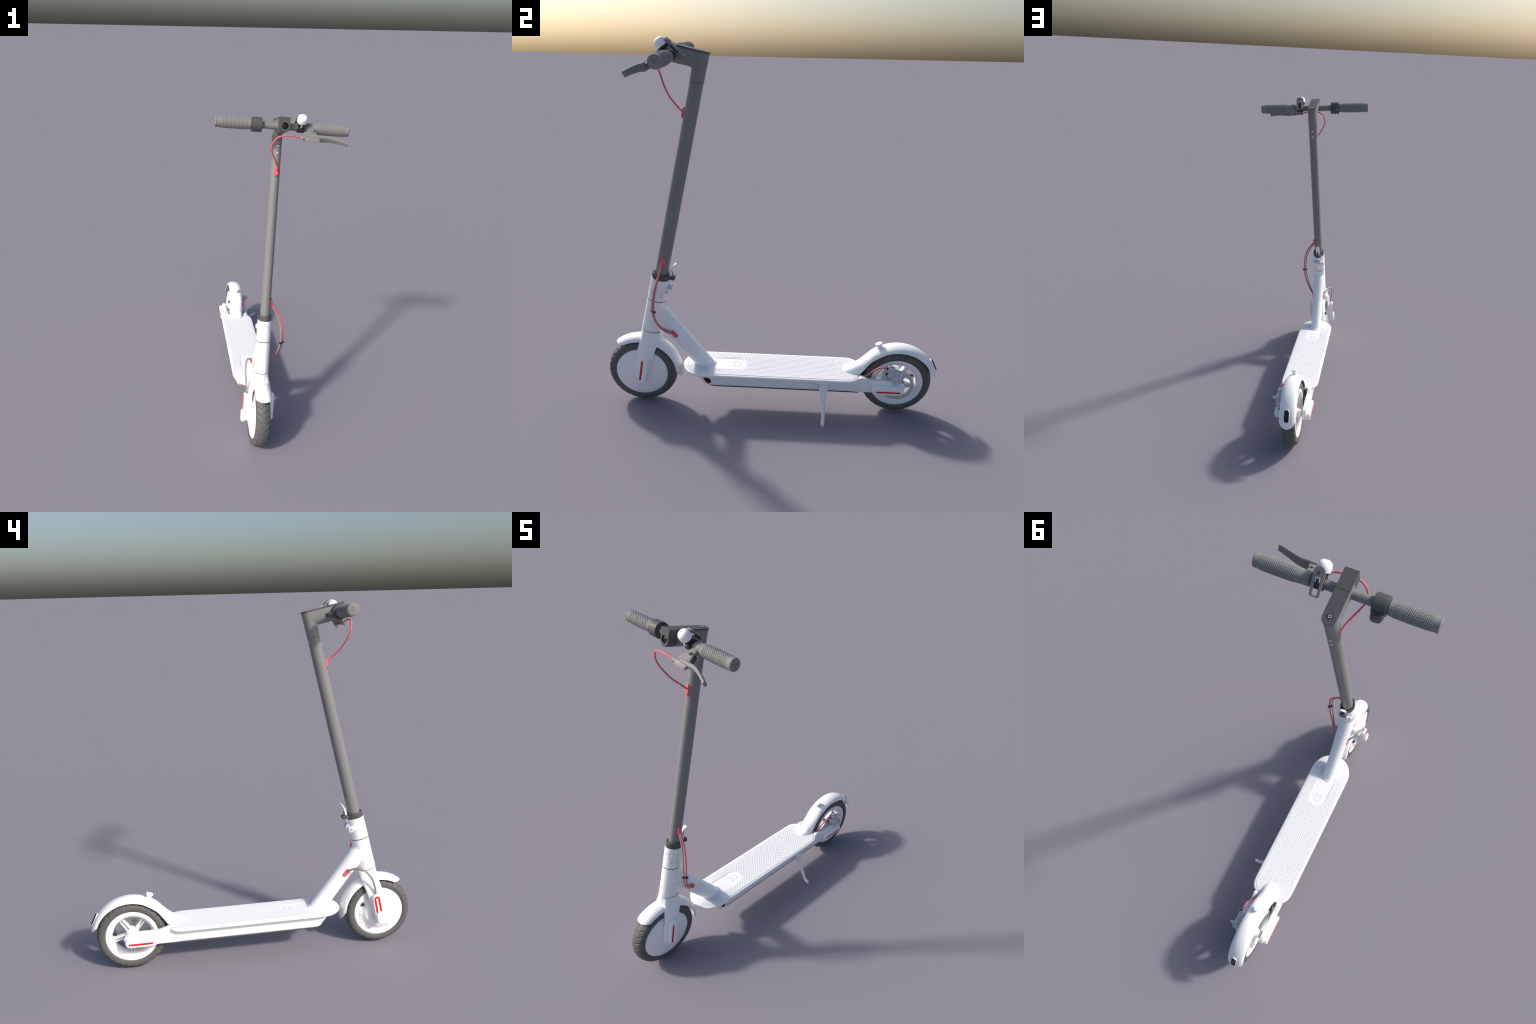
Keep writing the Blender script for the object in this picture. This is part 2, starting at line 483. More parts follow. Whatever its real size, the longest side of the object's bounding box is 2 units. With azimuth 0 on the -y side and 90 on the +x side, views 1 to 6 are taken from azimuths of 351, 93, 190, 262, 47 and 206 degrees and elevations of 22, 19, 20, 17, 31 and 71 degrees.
# ------------------------------------------------------------------ cables
def cable(name, pts, r, mat, parent=None, n=14):
    return link(name, tube(pts, r, n, 14), mat, parent, angle=180)
def stem_grommet(z, side, mat=RED):
    s = s_of(z)
    if side == 'front':
        fr = Frame(S(.0335, 0, s), AXT, (1, 0, 0)); out = AXF
    else:
        fr = Frame(S(0, .0290, s), AXT, AXF); out = V((1, 0, 0))
    sg = 1 if fr.n.dot(out) > 0 else -1
    return link("cable_grommet", prism(stadium(.0268, .0122), fr, -sg * .006, sg * .0085, .003, 3), mat)
g1 = stem_grommet(1.667, 'front')
g2 = stem_grommet(.9005, 'side')
cable("brake_cable", [(.094, -.571, 1.8975), (.045, -.5745, 1.9055), (-.005, -.5755, 1.9030), (-.043, -.569, 1.886), (-.0628, -.560, 1.850), (-.0612, -.550, 1.818), (-.0465, -.535, 1.785), (-.0215, -.510, 1.745), (-.001, -.478, 1.713), (.0040, -.4555, 1.690), (.004, -.438, 1.676)], .0044, RED)
tie = V((.1195, -.6235, .650))
low_red = [(.028, -.580, .905), (.0500, -.586, .880), (.0810, -.594, .838), (.1060, -.607, .785), (.1185, -.6175, .725), (.1215, -.6245, .650), (.112, -.617, .585), (.0905, -.598, .530), (.062, -.568, .487), (.034, -.540, .466)]
cable("brake_cable", low_red, .0047, RED)
low_gray = [(.028, -.582, .897), (.0440, -.590, .872), (.0700, -.601, .832), (.0935, -.615, .780), (.1060, -.6265, .722), (.1100, -.634, .650), (.099, -.625, .584), (.0790, -.600, .530), (.055, -.566, .494), (.034, -.5405, .475)]
cable("power_cable", low_gray, .0043, CABLE)
link("cable_tie", tube([tie + V((a, b, 0)) for a, b in ((.010, .007), (.001, -.002), (-.014, -.015))], .0078, 6, 16), BLACK)

# ------------------------------------------------------------------ frame: head tube melting into the down tube
S_LO, S_UP, S_COL, S_TOP = s_of(.473), s_of(.666), s_of(.792), s_of(.792) + .033
head_tube = etube([(S_LO - .03, .0450, .0555), (S_LO + .06, .0442, .0535), (S_UP, .0437, .0522), (S_UP + .03, .0437, .0522)])
dn0 = V((0, -.3620, .2400)); dn_dir = V((0, -.612, .791)); dn_n = V((0, .791, .612))
dn_secs = []
for t, hx, hn in ((-.01, .0392, .0475), (.02, .0390, .0470), (.15, .0392, .0468), (.25, .0405, .0472), (.33, .0430, .0490), (.40, .0437, .050), (.44, .041, .048)):
    c = dn0 + dn_dir * t
    dn_secs.append([c + V((a, 0, 0)) + dn_n * b for a, b in superellipse(hx, hn, 2.15, 48)])
frame_me = melt([head_tube, loft(dn_secs)], .0028, 60, cuts=[(S(0, 0, S_UP - .0024), AXT), ((0, 0, .2505), (0, 0, -1))])
# trim only the head tube at the lower steering joint
frame_me = subtract(frame_me, [etube([(S_LO - .09, .060, .0600), (S_LO + .0024, .060, .0600)])])
frame = link("frame_tube", frame_me, WHITE, angle=50)
# foot flange on the deck
foot = []
for z, k in ((.2555, 1.08), (.2595, 1.07), (.2635, 1.03), (.267, 0.99)):
    c = dn0 + dn_dir * ((z - dn0.z) / dn_dir.z)
    foot.append([V((a * k, c.y + b * k, z)) for a, b in superellipse(.0392, .0605, 2.2, 56)])
link("frame_foot", loft(foot), WHITE, frame)

for s, k in ((S_LO, 1), (S_UP, 1)):
    link("seam_ring", etube([(s - .0030, .0424, .0512), (s + .0030, .0424, .0512)]), BLACK, frame)
# down tube grommets
for sg in (1, -1):
    fr = Frame((sg * .0365, -.5395, .4675), -dn_dir, V((0, 0, 0)) + dn_n)
    ns = 1 if fr.n.x * sg > 0 else -1
    link("cable_grommet", prism(stadium(.0268, .0125), fr, -ns * .006, ns * .0085, .003, 3), RED)
cable("motor_cable", [(-.036, -.5400, .4690), (-.052, -.553, .484), (-.072, -.580, .5005), (-.086, -.612, .502), (-.0925, -.645, .482), (-.0930, -.675, .443), (-.087, -.695, .395), (-.080, -.7065, .345), (-.079, -.712, .318)], .0055, CABLE)

# ------------------------------------------------------------------ folding sleeve, collar, clamp
sleeve = link("folding_sleeve", bevelled(etube([(S_UP + .0020, .0437, .0522), (S_UP + .06, .0433, .0515), (S_COL, .0425, .0505)]), .0012, 2, 60), WHITE)
collar_rings = []
def coll(s, a, b): return [S(y, x, s) for x, y in superellipse(a, b, 2, 64)]
collar_me = loft([coll(S_COL + .0004, .0385, .046), coll(S_COL + .0006, .0402, .0485), coll(S_COL + .027, .0400, .0482), coll(S_TOP - .0018, .0392, .0474), coll(S_TOP, .0375, .0457), coll(S_TOP - .0005, .0335, .040), coll(S_TOP - .006, .0310, .0365), coll(S_TOP - .02, .030, .0352)])
collar = link("clamp_collar", collar_me, DARK)
PV = V((0, -.5685, .7290))
lugs = []
for sg in (1, -1):
    out = []
    for i in range(20):
        a = 2 * pi * i / 20
        out.append((PV.y + .0155 * cos(a), PV.z + .0155 * sin(a)))
    lug = loft([[V((sg * x, PV.y + k * .0158 * cos(2 * pi * i / 24), PV.z + k * .0158 * sin(2 * pi * i / 24))) for i in range(24)] for x, k in ((.018, .9), (.0185, 1), (.0425, 1), (.0435, .94))])
    strap = prism([(-.0145, -.0148), (.060, -.016), (.060, .026), (-.002, .0152)], Frame((sg * .031, PV.y, PV.z), AXF * .97 + V((0, 0, .24)), (0, .1, 1)), -.0115, .0115, .003)
    lugs += [lug, strap]
link("hinge_lug", melt(lugs, .0016, 5), WHITE, sleeve, angle=60)
for sg in (1, -1):
    b = link("hinge_bolt", cyl(PV, (sg, 0, 0), .0098, .030, .0445, .0008, 28), STEEL, sleeve)
    link("bolt_socket", cyl(PV, (sg, 0, 0), .0042, .040, .0450, .0004, 6), LABEL, sleeve)
link("hinge_barrel", cyl(PV + V((0, .011, .012)), (1, 0, 0), .0150, -.020, .020, .002, 28), ALU, sleeve)
lev = []
for y, z, hw, th in ((-.568, .735, .011, .0085), (-.5595, .765, .0125, .0085), (-.5520, .800, .0130, .0085), (-.5445, .830, .0130, .0080), (-.5380, .850, .0130, .0070), (-.5290, .8665, .0128, .0058), (-.5200, .8785, .0115, .0042)):
    lev.append([V((a, y + b * .96, z + b * .25)) for a, b in superellipse(hw, th, 3.5, 24)])
lever = link("clamp_lever", loft(lev), WHITE, collar, angle=60)
link("lever_slot", prism(stadium(.022, .0038), Frame((0, -.5480, .812), V((0, .24, .97)), (1, 0, 0)), -.0095, .0095, .0008, 1), DARK, collar)
link("clamp_latch", box(Frame((0, -.5440, .7985), (1, 0, 0), (0, .97, -.2)), .0185, .0190, .0100, .004), DARK, collar)
link("latch_pin", cyl((-.0235, -.5555, .8015), (-1, 0, 0), .0032, -.006, .003, .0006, 16), STEEL, collar)
# prints and panel lines on the sleeve (right side)
def on_sleeve(phi, s, off=0.0):
    """phi: angle from +x toward the front"""
    k = (s - S_UP) / (S_COL - S_UP)
    return S((.0522 - .0017 * k + off) * sin(phi), (.0437 - .0012 * k + off) * cos(phi), s)
def sleeve_patch(phi0, phi1, s0, s1, off=.0005, n=8):
    rings = []
    for i in range(n + 1):
        p = phi0 + (phi1 - phi0) * i / n
        rings.append([on_sleeve(p, s0, -.002), on_sleeve(p, s0, off), on_sleeve(p, s1, off), on_sleeve(p, s1, -.002)])
    return loft(rings)
s_b = S_UP
prints = [sleeve_patch(.42, .95, s_b + .058, s_b + .068), sleeve_patch(.45, .88, s_b + .036, s_b + .045), sleeve_patch(.60, .70, s_b + .046, s_b + .056),
          sleeve_patch(-.70, -.38, s_b + .052, s_b + .060), sleeve_patch(-.76, -.30, s_b + .026, s_b + .034), sleeve_patch(-.56, -.30, s_b + .036, s_b + .044), sleeve_patch(-.76, -.62, s_b + .036, s_b + .044)]
link("printed_label", join(prints), PRINT, sleeve)["kind"] = "stuff"
lines = [sleeve_patch(.045, .075, s_b + .016, s_b + .092), sleeve_patch(-.16, .045, s_b + .0915, s_b + .0928)]
link("panel_line", join(lines), LABEL, sleeve)
link("panel_line", join([sleeve_patch(1.02, 1.05, s_b + .070, s_b + .124), sleeve_patch(1.05, 1.25, s_b + .0685, s_b + .0700)]), LABEL, sleeve)
for phi, s, r in ((1.40, s_b + .094, .0055), (.50, s_b + .098, .0048)):
    c = on_sleeve(phi, s, -.001); o = (c - S(0, 0, s)).normalized()
    link("sleeve_screw", cone(c, o, [(r, -.002), (r, .0014), (r * .7, .0018), (r * .5, .0006), (.0001, .0006)], 20), ALU, sleeve)

# ------------------------------------------------------------------ fork
FWC = (-.7385, .2040); RWC = (.7110, .2040); TR = .1982
def leg(sg):
    secs = []
    for z, yc, hy, xo, xi in ((.520, -.664, .046, .036, -.016), (.470, -.672, .0505, .0430, -.010), (.440, -.676, .0530, .0490, .002), (.415, -.681, .0535, .0550, .018),
                              (.390, -.690, .0540, .0620, .034), (.360, -.700, .0515, .0690, .0455), (.320, -.711, .0490, .0722, .0485), (.260, -.7255, .0460, .0722, .0495),
                              (.205, -.737, .0435, .0716, .0500), (.180, -.740, .0385, .0710, .0505), (.164, -.741, .0270, .0702, .0515), (.157, -.741, .012, .0690, .053)):
        xc, hx = (xo + xi) / 2, (xo - xi) / 2
        secs.append([V((sg * xc + a, yc + b, z)) for a, b in superellipse(hx, hy, 2.6, 40)])
    return loft(secs)
crown = etube([(S_LO + .03, .0437, .0525), (S_LO - .03, .0442, .0530), (S_LO - .065, .044, .0515)])
fork_me = melt([crown, leg(1), leg(-1)], .0024, 22, cuts=[(S(0, 0, S_LO - .0020), AXT)])
fork = link("fork", fork_me, WHITE, angle=50)
# side covers on the legs
leg_ax = V((0, .175, .985)).normalized(); leg_f = V((0, -.985, .175)).normalized()
def cover(sg, yc, zc, half_len, half_w, x0, x1, bev):
    fr = Frame((0, yc, zc), leg_ax, leg_f)
    ns = 1 if fr.n.x * sg > 0 else -1
    return prism(stadium(half_len, half_w, 14), fr, ns * x0, ns * x1, bev, 4), fr, ns
me, fr, ns = cover(1, -.7215, .2500, .0900, .0262, .0655, .0915, .009)
pod = link("fork_cover", me, WHITE, fork)
link("reflector_strip", prism(stadium(.0665, .0056), Frame((0, -.7290, .2455), leg_ax, leg_f), ns * .0895, ns * .0926, .0008, 1), REDREF, pod)
grooves = [ribbon([(k - .003, -.003), (k + .003, .003)], .0012, Frame((0, -.7290, .2455), leg_ax, leg_f), ns * .0922, ns * .0932) for k in [i * .008 - .056 for i in range(15)]]
link("strip_ridges", join(grooves), DARKRED, pod)["kind"] = "stuff"
me, fr, ns = cover(-1, -.7200, .2460, .0900, .0272, .0655, .0985, .007)
pod = link("fork_cover", me, WHITE, fork)
U = [(-.041, -.0118)] + [(.064 + .0118 * sin(pi * i / 16), -.0118 * cos(pi * i / 16)) for i in range(17)] + [(-.041, .0118)]
link("reflector_strip", ribbon(U, .0110, fr, ns * .0965, ns * .0998), REDREF, pod)
fr2 = Frame((0, -.7335, .1915), leg_ax, leg_f)
link("axle_cover", prism(stadium(.040, .0275), fr2, ns * .080, ns * .1075, .008, 4), WHITE, pod)

# ------------------------------------------------------------------ tyres
def tyre(cy, cz):
    key = [(.1455, .034), (.1485, .0385), (.156, .0422), (.168, .0436), (.180, .0410), (.189, .0330), (.1952, .0190), (TR, .006)]
    full = [V((x, r, 0)) for r, x in key]
    half = spline(full, 5)
    prof = [(p.y, p.x) for p in half]
    prof = prof + [(r, -x) for r, x in reversed(prof)]
    N = 720; NG = 30
    rings = []
    for i in range(N):
        a = 2 * pi * i / N                     # 0 at the rear, pi/2 on top
        phi = -a                               # grows from the front up over the top
        ring = []
        for r, x in prof:
            d = 0.0
            ax_ = abs(x)
            if r > .172 and ax_ > .002:
                path = ax_ * 4.2 if ax_ < .034 else .034 * 4.2 + (.184 - r) * 2.0
                ph = (phi - path) / (2 * pi) * NG + (.5 if x < 0 else 0)
                f = abs((ph + .5) % 1.0 - .5)
                w = .075 + .035 * min(1, ax_ / .03)
                g = max(0, 1 - f / w)
                fade = min(1, (r - .172) / .008) * min(1, (ax_ - .002) / .012)
                d = .0042 * min(1, g * 1.8) * fade
            ring.append(V((x, cy + (r - d) * cos(a), cz + (r - d) * sin(a))))
        rings.append(ring)
    return loft(rings, closed_ring=False, cap=False, loop=True)

front_wheel = link("front_wheel", wheel_lathe([(.1490, .036), (.1478, .0395), (.1440, .0420), (.1380, .0436), (.1200, .0466), (.1140, .0472), (.1120, .0466), (.1020, .0484), (.0680, .0514), (.0640, .0522), (.0580, .0524), (.0550, .0518), (.0300, .0528), (.0002, .0530)], *FWC, seg=160), WHITE)
front_wheel_l = link("motor_cover", wheel_lathe([(.1490, -.036), (.1478, -.0395), (.1440, -.0415), (.1370, -.0422), (.1330, -.0400), (.1220, -.0388), (.1195, -.0412), (.1150, -.0412), (.1125, -.0395), (.0980, -.0450), (.0900, -.0530), (.0780, -.0580), (.0500, -.0600), (.0002, -.0600)], *FWC, seg=160), WHITE, front_wheel)
link("tyre", tyre(*FWC), RUBBER, front_wheel, angle=60)
for i in range(6):
    a = radians(-3 + 60 * i)
    c = V((-.038, FWC[0] + .1085 * cos(a), FWC[1] + .1085 * sin(a)))
    b = link("bolt_boss", cyl(c, (-1, 0, 0), .0125, -.004, .0042, .002, 24), WHITE, front_wheel)
    link("wheel_bolt", cone(c, (-1, 0, 0), [(.0068, .002), (.0068, .0078), (.0055, .0088), (.0035, .0088), (.0032, .0070), (.0001, .0070)], 20), WHITE, front_wheel)
for i in range(4):
    a0 = -52 + i * 72
arcs = [ribbon(arc2(0, 0, .062, a, a + 38, 10), .004, Frame((.0518, *FWC), (0, 1, 0), (0, 0, 1)), -.003, .0012) for a in (20, 110, 200, 290)]
link("cover_emboss", join(arcs), WHITE, front_wheel)["kind"] = "stuff"
link("valve", cyl((-.039, FWC[0] + .0975, FWC[1] + .054), (-1, .2, 0), .0098, -.006, .013, .003, 24), BLACK, front_wheel)
axle = link("axle", cyl((0, *FWC), (1, 0, 0), .014, -.07, .07, .001, 24), ALU, front_wheel)

# rear wheel
rim_prof = [(.1490, .0355), (.1475, .0395), (.1440, .0412), (.1300, .0412), (.1265, .0395), (.1245, .0345), (.1180, .0325), (.1110, .024), (.1075, .012), (.1075, -.012), (.1110, -.024), (.1180, -.0325), (.1245, -.0345), (.1265, -.0395), (.1300, -.0412), (.1440, -.0412), (.1475, -.0395), (.1490, -.0355)]
rear_wheel = link("rear_wheel", wheel_lathe(rim_prof, *RWC, seg=160, loop=True), WHITE)
link("tyre", tyre(*RWC), RUBBER, rear_wheel, angle=60)
link("wheel_hub", cone((0, *RWC), (1, 0, 0), [(.0001, -.058), (.022, -.058), (.024, -.056), (.026, -.030), (.036, -.020), (.036, .020), (.030, .030), (.028, .045), (.0001, .045)], 48), WHITE, rear_wheel)
link("axle", cyl((0, *RWC), (1, 0, 0), .012, -.09, .09, .001, 24), BLACK, rear_wheel)
# spoke: shallow channel, two ribs and a web; one mesh for all five
sp_fr = Frame((0, 0, 0), (0, 1, 0), (0, 0, 1))
parts = [prism([(.030, -.0088), (.113, -.0070), (.113, .0070), (.030, .0088)], sp_fr, .0085, .0150)]
for sg in (1, -1):
    parts.append(prism([(.028, sg * .0128), (.113, sg * .0104), (.113, sg * .0064), (.028, sg * .0082)], sp_fr, -.0165, .0165, .0010, 2))
spoke_me = join(parts)
first = None
for i in range(5):
    if first is None:
        first = sp = link("spoke", spoke_me, WHITE, rear_wheel)
    else:
        sp = first.copy(); bpy.context.scene.collection.objects.link(sp)
    sp.location = (0, *RWC)
    sp.rotation_euler = (radians(-87 + 72 * i), 0, 0)
va = radians(9)
vc = V((-.012, RWC[0] + .116 * cos(va), RWC[1] + .116 * sin(va)))
link("valve", cyl(vc, V((-.62, -cos(va), -sin(va))), .0080, -.006, .030, .002, 20), BLACK, rear_wheel)
# brake disc
DF = Frame((.0565, *RWC), (0, 1, 0), (0, 0, 1))
outl = [ring_out(.0965, 96)]
for i in range(6):
    a0 = 60 * i + 8; a1 = 60 * i + 52
    outl.append(arc2(0, 0, .0765, a0, a1, 12) + list(reversed(arc2(0, 0, .040, a0 + 14, a1 - 4, 8))))
for i in range(48):
    a = 2 * pi * i / 48
    rr = .0905 if i % 2 else .0840
    outl.append([(rr * cos(a) + .0021 * cos(b), rr * sin(a) + .0021 * sin(b)) for b in [2 * pi * j / 8 for j in range(8)]])
link("brake_disc", flat_with_holes(outl, DF, -.0017, .0017), ALU, rear_wheel)

# ------------------------------------------------------------------ fenders
def trim(x, lim):
    return max(-lim, min(lim, x))
def fender_shell(stations, thick=.005, n=28):
    """stations: (ridge point (y,z), edge point (y,z), half width, trimmed half width)"""
    outer = []; inner = []
    for (R, E, w, wt) in stations:
        R = V((0, *R)); E = V((0, *E)); ro = []; ri = []
        d = (R - E)
        dl = d.length; dn = d.normalized() if dl > 1e-6 else V((0, 0, 1))
        for j in range(n + 1):
            t = -1 + 2 * j / n
            ang = t * math.asin(min(1, wt / w)) if w > 0 else 0
            x = w * sin(ang); k = cos(ang)
            ro.append(E + d * (k ** .85) + V((x, 0, 0)))
            wi = max(.0005, w - thick)
            hi = max(.0, dl - thick)
            ri.append(E + dn * (hi * (k ** .85)) + V((wi * sin(ang), 0, 0)))
        outer.append(ro); inner.append(ri)
    rings = [o + list(reversed(i)) for o, i in zip(outer, inner)]
    return loft(rings)
def polar(c, r, deg):
    """deg from straight up, positive toward the rear"""
    a = radians(deg)
    return (c[0] + r * sin(a), c[1] + r * cos(a))
def round_end(d, span):
    return sqrt(max(0.0, 1 - (1 - min(1, d / span)) ** 2))
st = []
A0, A1 = -37.8, 99.5
for i in range(91):
    t = i / 90
    deg = A0 + (A1 - A0) * (0.5 - 0.5 * cos(pi * t)) if True else 0
    w = .0485
    k = round_end(deg - A0, 9.5) * round_end(A1 - deg, 15)
    ro = .2305 - (.0010 if deg > 60 else 0)
    st.append((polar(FWC, ro, deg), polar(FWC, .1965, deg), w, max(.0012, w * .995 * k)))
front_fender = link("front_fender", fender_shell(st), WHITE, angle=60)

# rear fender: arc over the wheel that flows forward into a toe lying on the deck
st = []
A1 = 81.0
ridge_pts = [(.404, .2590), (.412, .2640), (.430, .2755), (.460, .2920), (.493, .3145), (.528, .3465), (.564, .3830), (.597, .4065)]
edge_pts = [(.404, .2580), (.412, .2580), (.430, .2580), (.460, .2580), (.503, .2585), (.535, .3020), (.562, .3380), (.592, .3610)]
width_pts = [.008, .021, .036, .0465, .0500, .0500, .0500, .0500]
rp = spline([(0, *p) for p in ridge_pts] + [(0, *polar(RWC, .2298, -22)), (0, *polar(RWC, .2298, -14))], 8)
ep = spline([(0, *p) for p in edge_pts] + [(0, *polar(RWC, .1992, -22)), (0, *polar(RWC, .1992, -14))], 8)
wp = spline([(0, 0, w) for w in width_pts] + [(0, 0, .0495), (0, 0, .0490)], 8)
for r, e, w in zip(rp, ep, wp):
    st.append(((r.y, r.z), (e.y, e.z), w.z, w.z * .999))
for i in range(1, 75):
    t = i / 74
    deg = -14 + (A1 + 14) * sin(t * pi / 2)
    k = round_end(A1 - deg, 13)
    st.append((polar(RWC, .2298, deg), polar(RWC, .1992, deg), .0490, max(.0015, .0490 * .999 * k)))
rear_fender = link("rear_fender", fender_shell(st), WHITE, angle=60)
# hook knob
hk_d = V((0, -.33, .944)).normalized()
hk = V((0, .6085, .4075))
knob = loft([[hk + hk_d * h + V((1, 0, 0)) * a + hk_d.cross(V((1, 0, 0))) * b for a, b in superellipse(ra, rb, 2.4, 32)] for h, ra, rb in
             ((-.006, .015, .020), (.006, .0125, .016), (.014, .0105, .013), (.0185, .0120, .016), (.0205, .0150, .0192), (.0235, .0162, .0206), (.0295, .0162, .0206), (.0320, .0150, .0192))])
link("fender_hook", knob, WHITE, rear_fender, angle=50)
for x, y in ((.030, .478), (-.030, .478), (.008, .437), (-.008, .437)):
    h = {.478: .293, .437: .2765}[y]
    nrm = V((x * 16, -.55, .84)).normalized()
    link("fender_screw", cyl(V((x, y, h - abs(x) * .32)), nrm, .0042, -.006, .0014, .0005, 16), WHITE, rear_fender)
# tail lamp
tl_n = V((0, .893, .45)).normalized(); tl_u = V((0, -.45, .893))
TLF = Frame((0, .9148, .3145), tl_u, (1, 0, 0))
ns = 1 if TLF.n.dot(tl_n) > 0 else -1
tail = link("tail_lamp", prism(stadium(.0380, .0155), TLF, -ns * .022, ns * .000, .002, 2), WHITE, rear_fender)
link("lamp_rim", prism(stadium(.0365, .0145), TLF, -ns * .004, ns * .0030, .0012, 2), DARKRED, tail)
link("lamp_lens", prism(stadium(.0350, .0132), TLF, ns * .0005, ns * .0055, .0015, 3), LENS, tail)

# ------------------------------------------------------------------ deck
def deck_outline(inset=0.0, seg=44):
    w = .1225 - inset
    yf0, yf = -.365, -.5035 + inset
    yr0, yr = .405, .5140 - inset
    pts = []
    for i in range(seg + 1):                       # front, from +x to -x
        a = pi * i / seg
        c, s = cos(a), sin(a)
        n = 2.1
        pts.append((w * math.copysign(abs(c) ** (2 / n), c), yf0 + (yf - yf0) * abs(s) ** (2 / n)))
    for i in range(seg + 1):                       # rear, from -x to +x
        a = pi + pi * i / seg
        c, s = cos(a), sin(a)
        n = 2.9
        pts.append((w * math.copysign(abs(c) ** (2 / n), c), yr0 + (yr - yr0) * abs(s) ** (2 / n)))
    return pts
ZT = .2578
deck = link("deck", loft([[V((x, y, z)) for x, y in deck_outline(i)] for i, z in
        ((.0400, ZT - .0040), (.0150, ZT - .0040), (.0150, ZT - .0008), (.0145, ZT - .0001), (.0100, ZT), (.0055, ZT - .0012), (.0022, ZT - .0040), (.0003, ZT - .0080), (.0003, ZT - .0115), (.0030, ZT - .0160), (.0075, ZT - .0185), (.0300, ZT - .0190))]), WHITE)
pad_out = [(.0530 * cos(pi * i / 24), -.1945 + .0530 * sin(pi * i / 24)) for i in range(25)] + [(-.0530, -.335), (-.0500, -.347), (-.043, -.350), (.043, -.350), (.0500, -.347), (.0530, -.335)]
PFr = Frame((0, 0, 0), (1, 0, 0), (0, 1, 0))
mat_me = flat_with_holes([deck_outline(.0158), pad_out], PFr, ZT - .0030, ZT + .0016, .0003)
foot_mat = link("foot_mat", mat_me, MAT, deck)
# studs: rows of little ovals, staggered, smaller toward the sides
def in_deck(x, y, inset):
    w = .1225 - inset
    if abs(x) > w: return False
    if y < -.365: return ((-.365 - y) / (.1385 - inset)) ** 2.1 + (abs(x) / w) ** 2.1 < 1
    if y > .405: return ((y - .405) / (.109 - inset)) ** 2.9 + (abs(x) / w) ** 2.9 < 1
    return True
def in_pad(x, y, m):
    if (x / .046) ** 2 + ((y + .374) / .068) ** 2 < 1: return True
    return abs(x) < .0530 + m and y < -.1945 + sqrt(max(0, (.0530 + m) ** 2 - x * x)) and y > -.352 - m
def stud(x, y, z, hx, hy, h, n=10):
    rings = []
    for k, hh in ((1.0, -.0008), (.92, h * .55), (.60, h)):
        rings.append([V((x + hx * k * cos(2 * pi * i / n), y + hy * k * sin(2 * pi * i / n), z + hh)) for i in range(n)])
    return rings
sv = []; sf = []
rows = 17
for r in range(rows):
    x = (r - 8) * .0121
    k = 1 - .45 * max(0, (abs(x) - .05) / .05)
    y = -.50 + (.00995 if r % 2 else 0)
    while y < .51:
        e = min(1.0, 1.0)
        if in_deck(x, y, .0235) and not in_pad(x, y, .007):
            b = len(sv); n = 10
            for ring in stud(x, y, ZT + .0016, .0023 * (.7 + .3 * k), .0061 * k, .0020):
                sv += ring
            for q in range(2):
                for i in range(n):
                    j = (i + 1) % n
                    sf.append((b + q * n + i, b + q * n + j, b + (q + 1) * n + j, b + (q + 1) * n + i))
            sf.append(tuple(b + 2 * n + i for i in range(n)))
        y += .0199
studs = link("mat_studs", mesh_from(sv, sf, recalc=False), MAT, deck, angle=50)
studs["kind"] = "stuff"
# smooth pad behind the down tube
link("logo_pad", prism([(x * .995, y) for x, y in pad_out], PFr, ZT - .0060, ZT - .0001), WHITE, deck)
link("mat_recess", prism(deck_outline(.0142), PFr, ZT - .0070, ZT - .0030), PRINT, deck)
# mark on the pad: eared upper bracket and a bowl below
MF = Frame((0, -.1905, ZT), (-1, 0, 0), (0, -1, 0))
mk = [ribbon([(-.0190, .004), (-.0190, .0225), (-.0095, .0150), (.0095, .0150), (.0190, .0225), (.0190, .004)], .0062, MF, -.0008, .0004),
      ribbon([(-.0190, -.002)] + arc2(0, -.0035, .0190, 185, 355, 18) + [(.0190, -.002)], .0062, MF, -.0008, .0004)]
link("pad_mark", join(mk), MARK, deck)
# hull under the deck
def hull_outline(w, yf, yr, seg=32):
    pts = []; d = .060; n = 4.4
    for i in range(seg + 1):
        a = pi * i / seg; c, s = cos(a), sin(a)
        pts.append((w * math.copysign(abs(c) ** (2 / n), c), yf + d - d * abs(s) ** (2 / n)))
    pts += [(-w, yr), (w, yr)]
    return pts
hull = link("deck_hull", loft([[V((x, y, z)) for x, y in hull_outline(w, yf, yr)] for w, yf, yr, z in
        ((.0880, -.440, .512, .2390), (.0878, -.434, .512, .2330), (.0878, -.408, .512, .2050), (.0878, -.391, .512, .1850), (.0874, -.386, .512, .1750), (.0858, -.378, .512, .1690), (.0820, -.364, .512, .1658), (.075, -.352, .512, .1650))]), WHITE, deck, angle=40)
link("bottom_plate", prism([(x, y) for x, y in hull_outline(.0830, -.354, .498)], PFr, .1580, .1655, .002, 2), DARK, deck)
for sg in (1,):
    # five-sided lens laid onto the rounded nose of the hull
    yl = lambda z: -.352 - .025 * (z - .180) / .037 - .004 * sin(pi * (z - .180) / .037)
    yr_ = lambda z: (-.341 + .010 * (z - .180) / .017) if z < .197 else (-.331 - .016 * (z - .197) / .020)
    def hull_x(y, z):
        yf = -.388 - (z - .183) * .92
        t = min(.999, max(0.0, (yf + .060 - y) / .060))
        return .0878 * (1 - t ** 4.4) ** (1 / 4.4)
    rings = []
    for q in range(13):
        z = .180 + .037 * q / 12
        a, b = yl(z), yr_(z)
        row = [(a + (b - a) * k / 8, z) for k in range(9)]
        rings.append([V((sg * (hull_x(y, z) + .0012), y, z)) for y, z in row] + [V((sg * (hull_x(y, z) - .004), y, z)) for y, z in reversed(row)])
    link("side_reflector", loft(rings), DARKRED, deck)
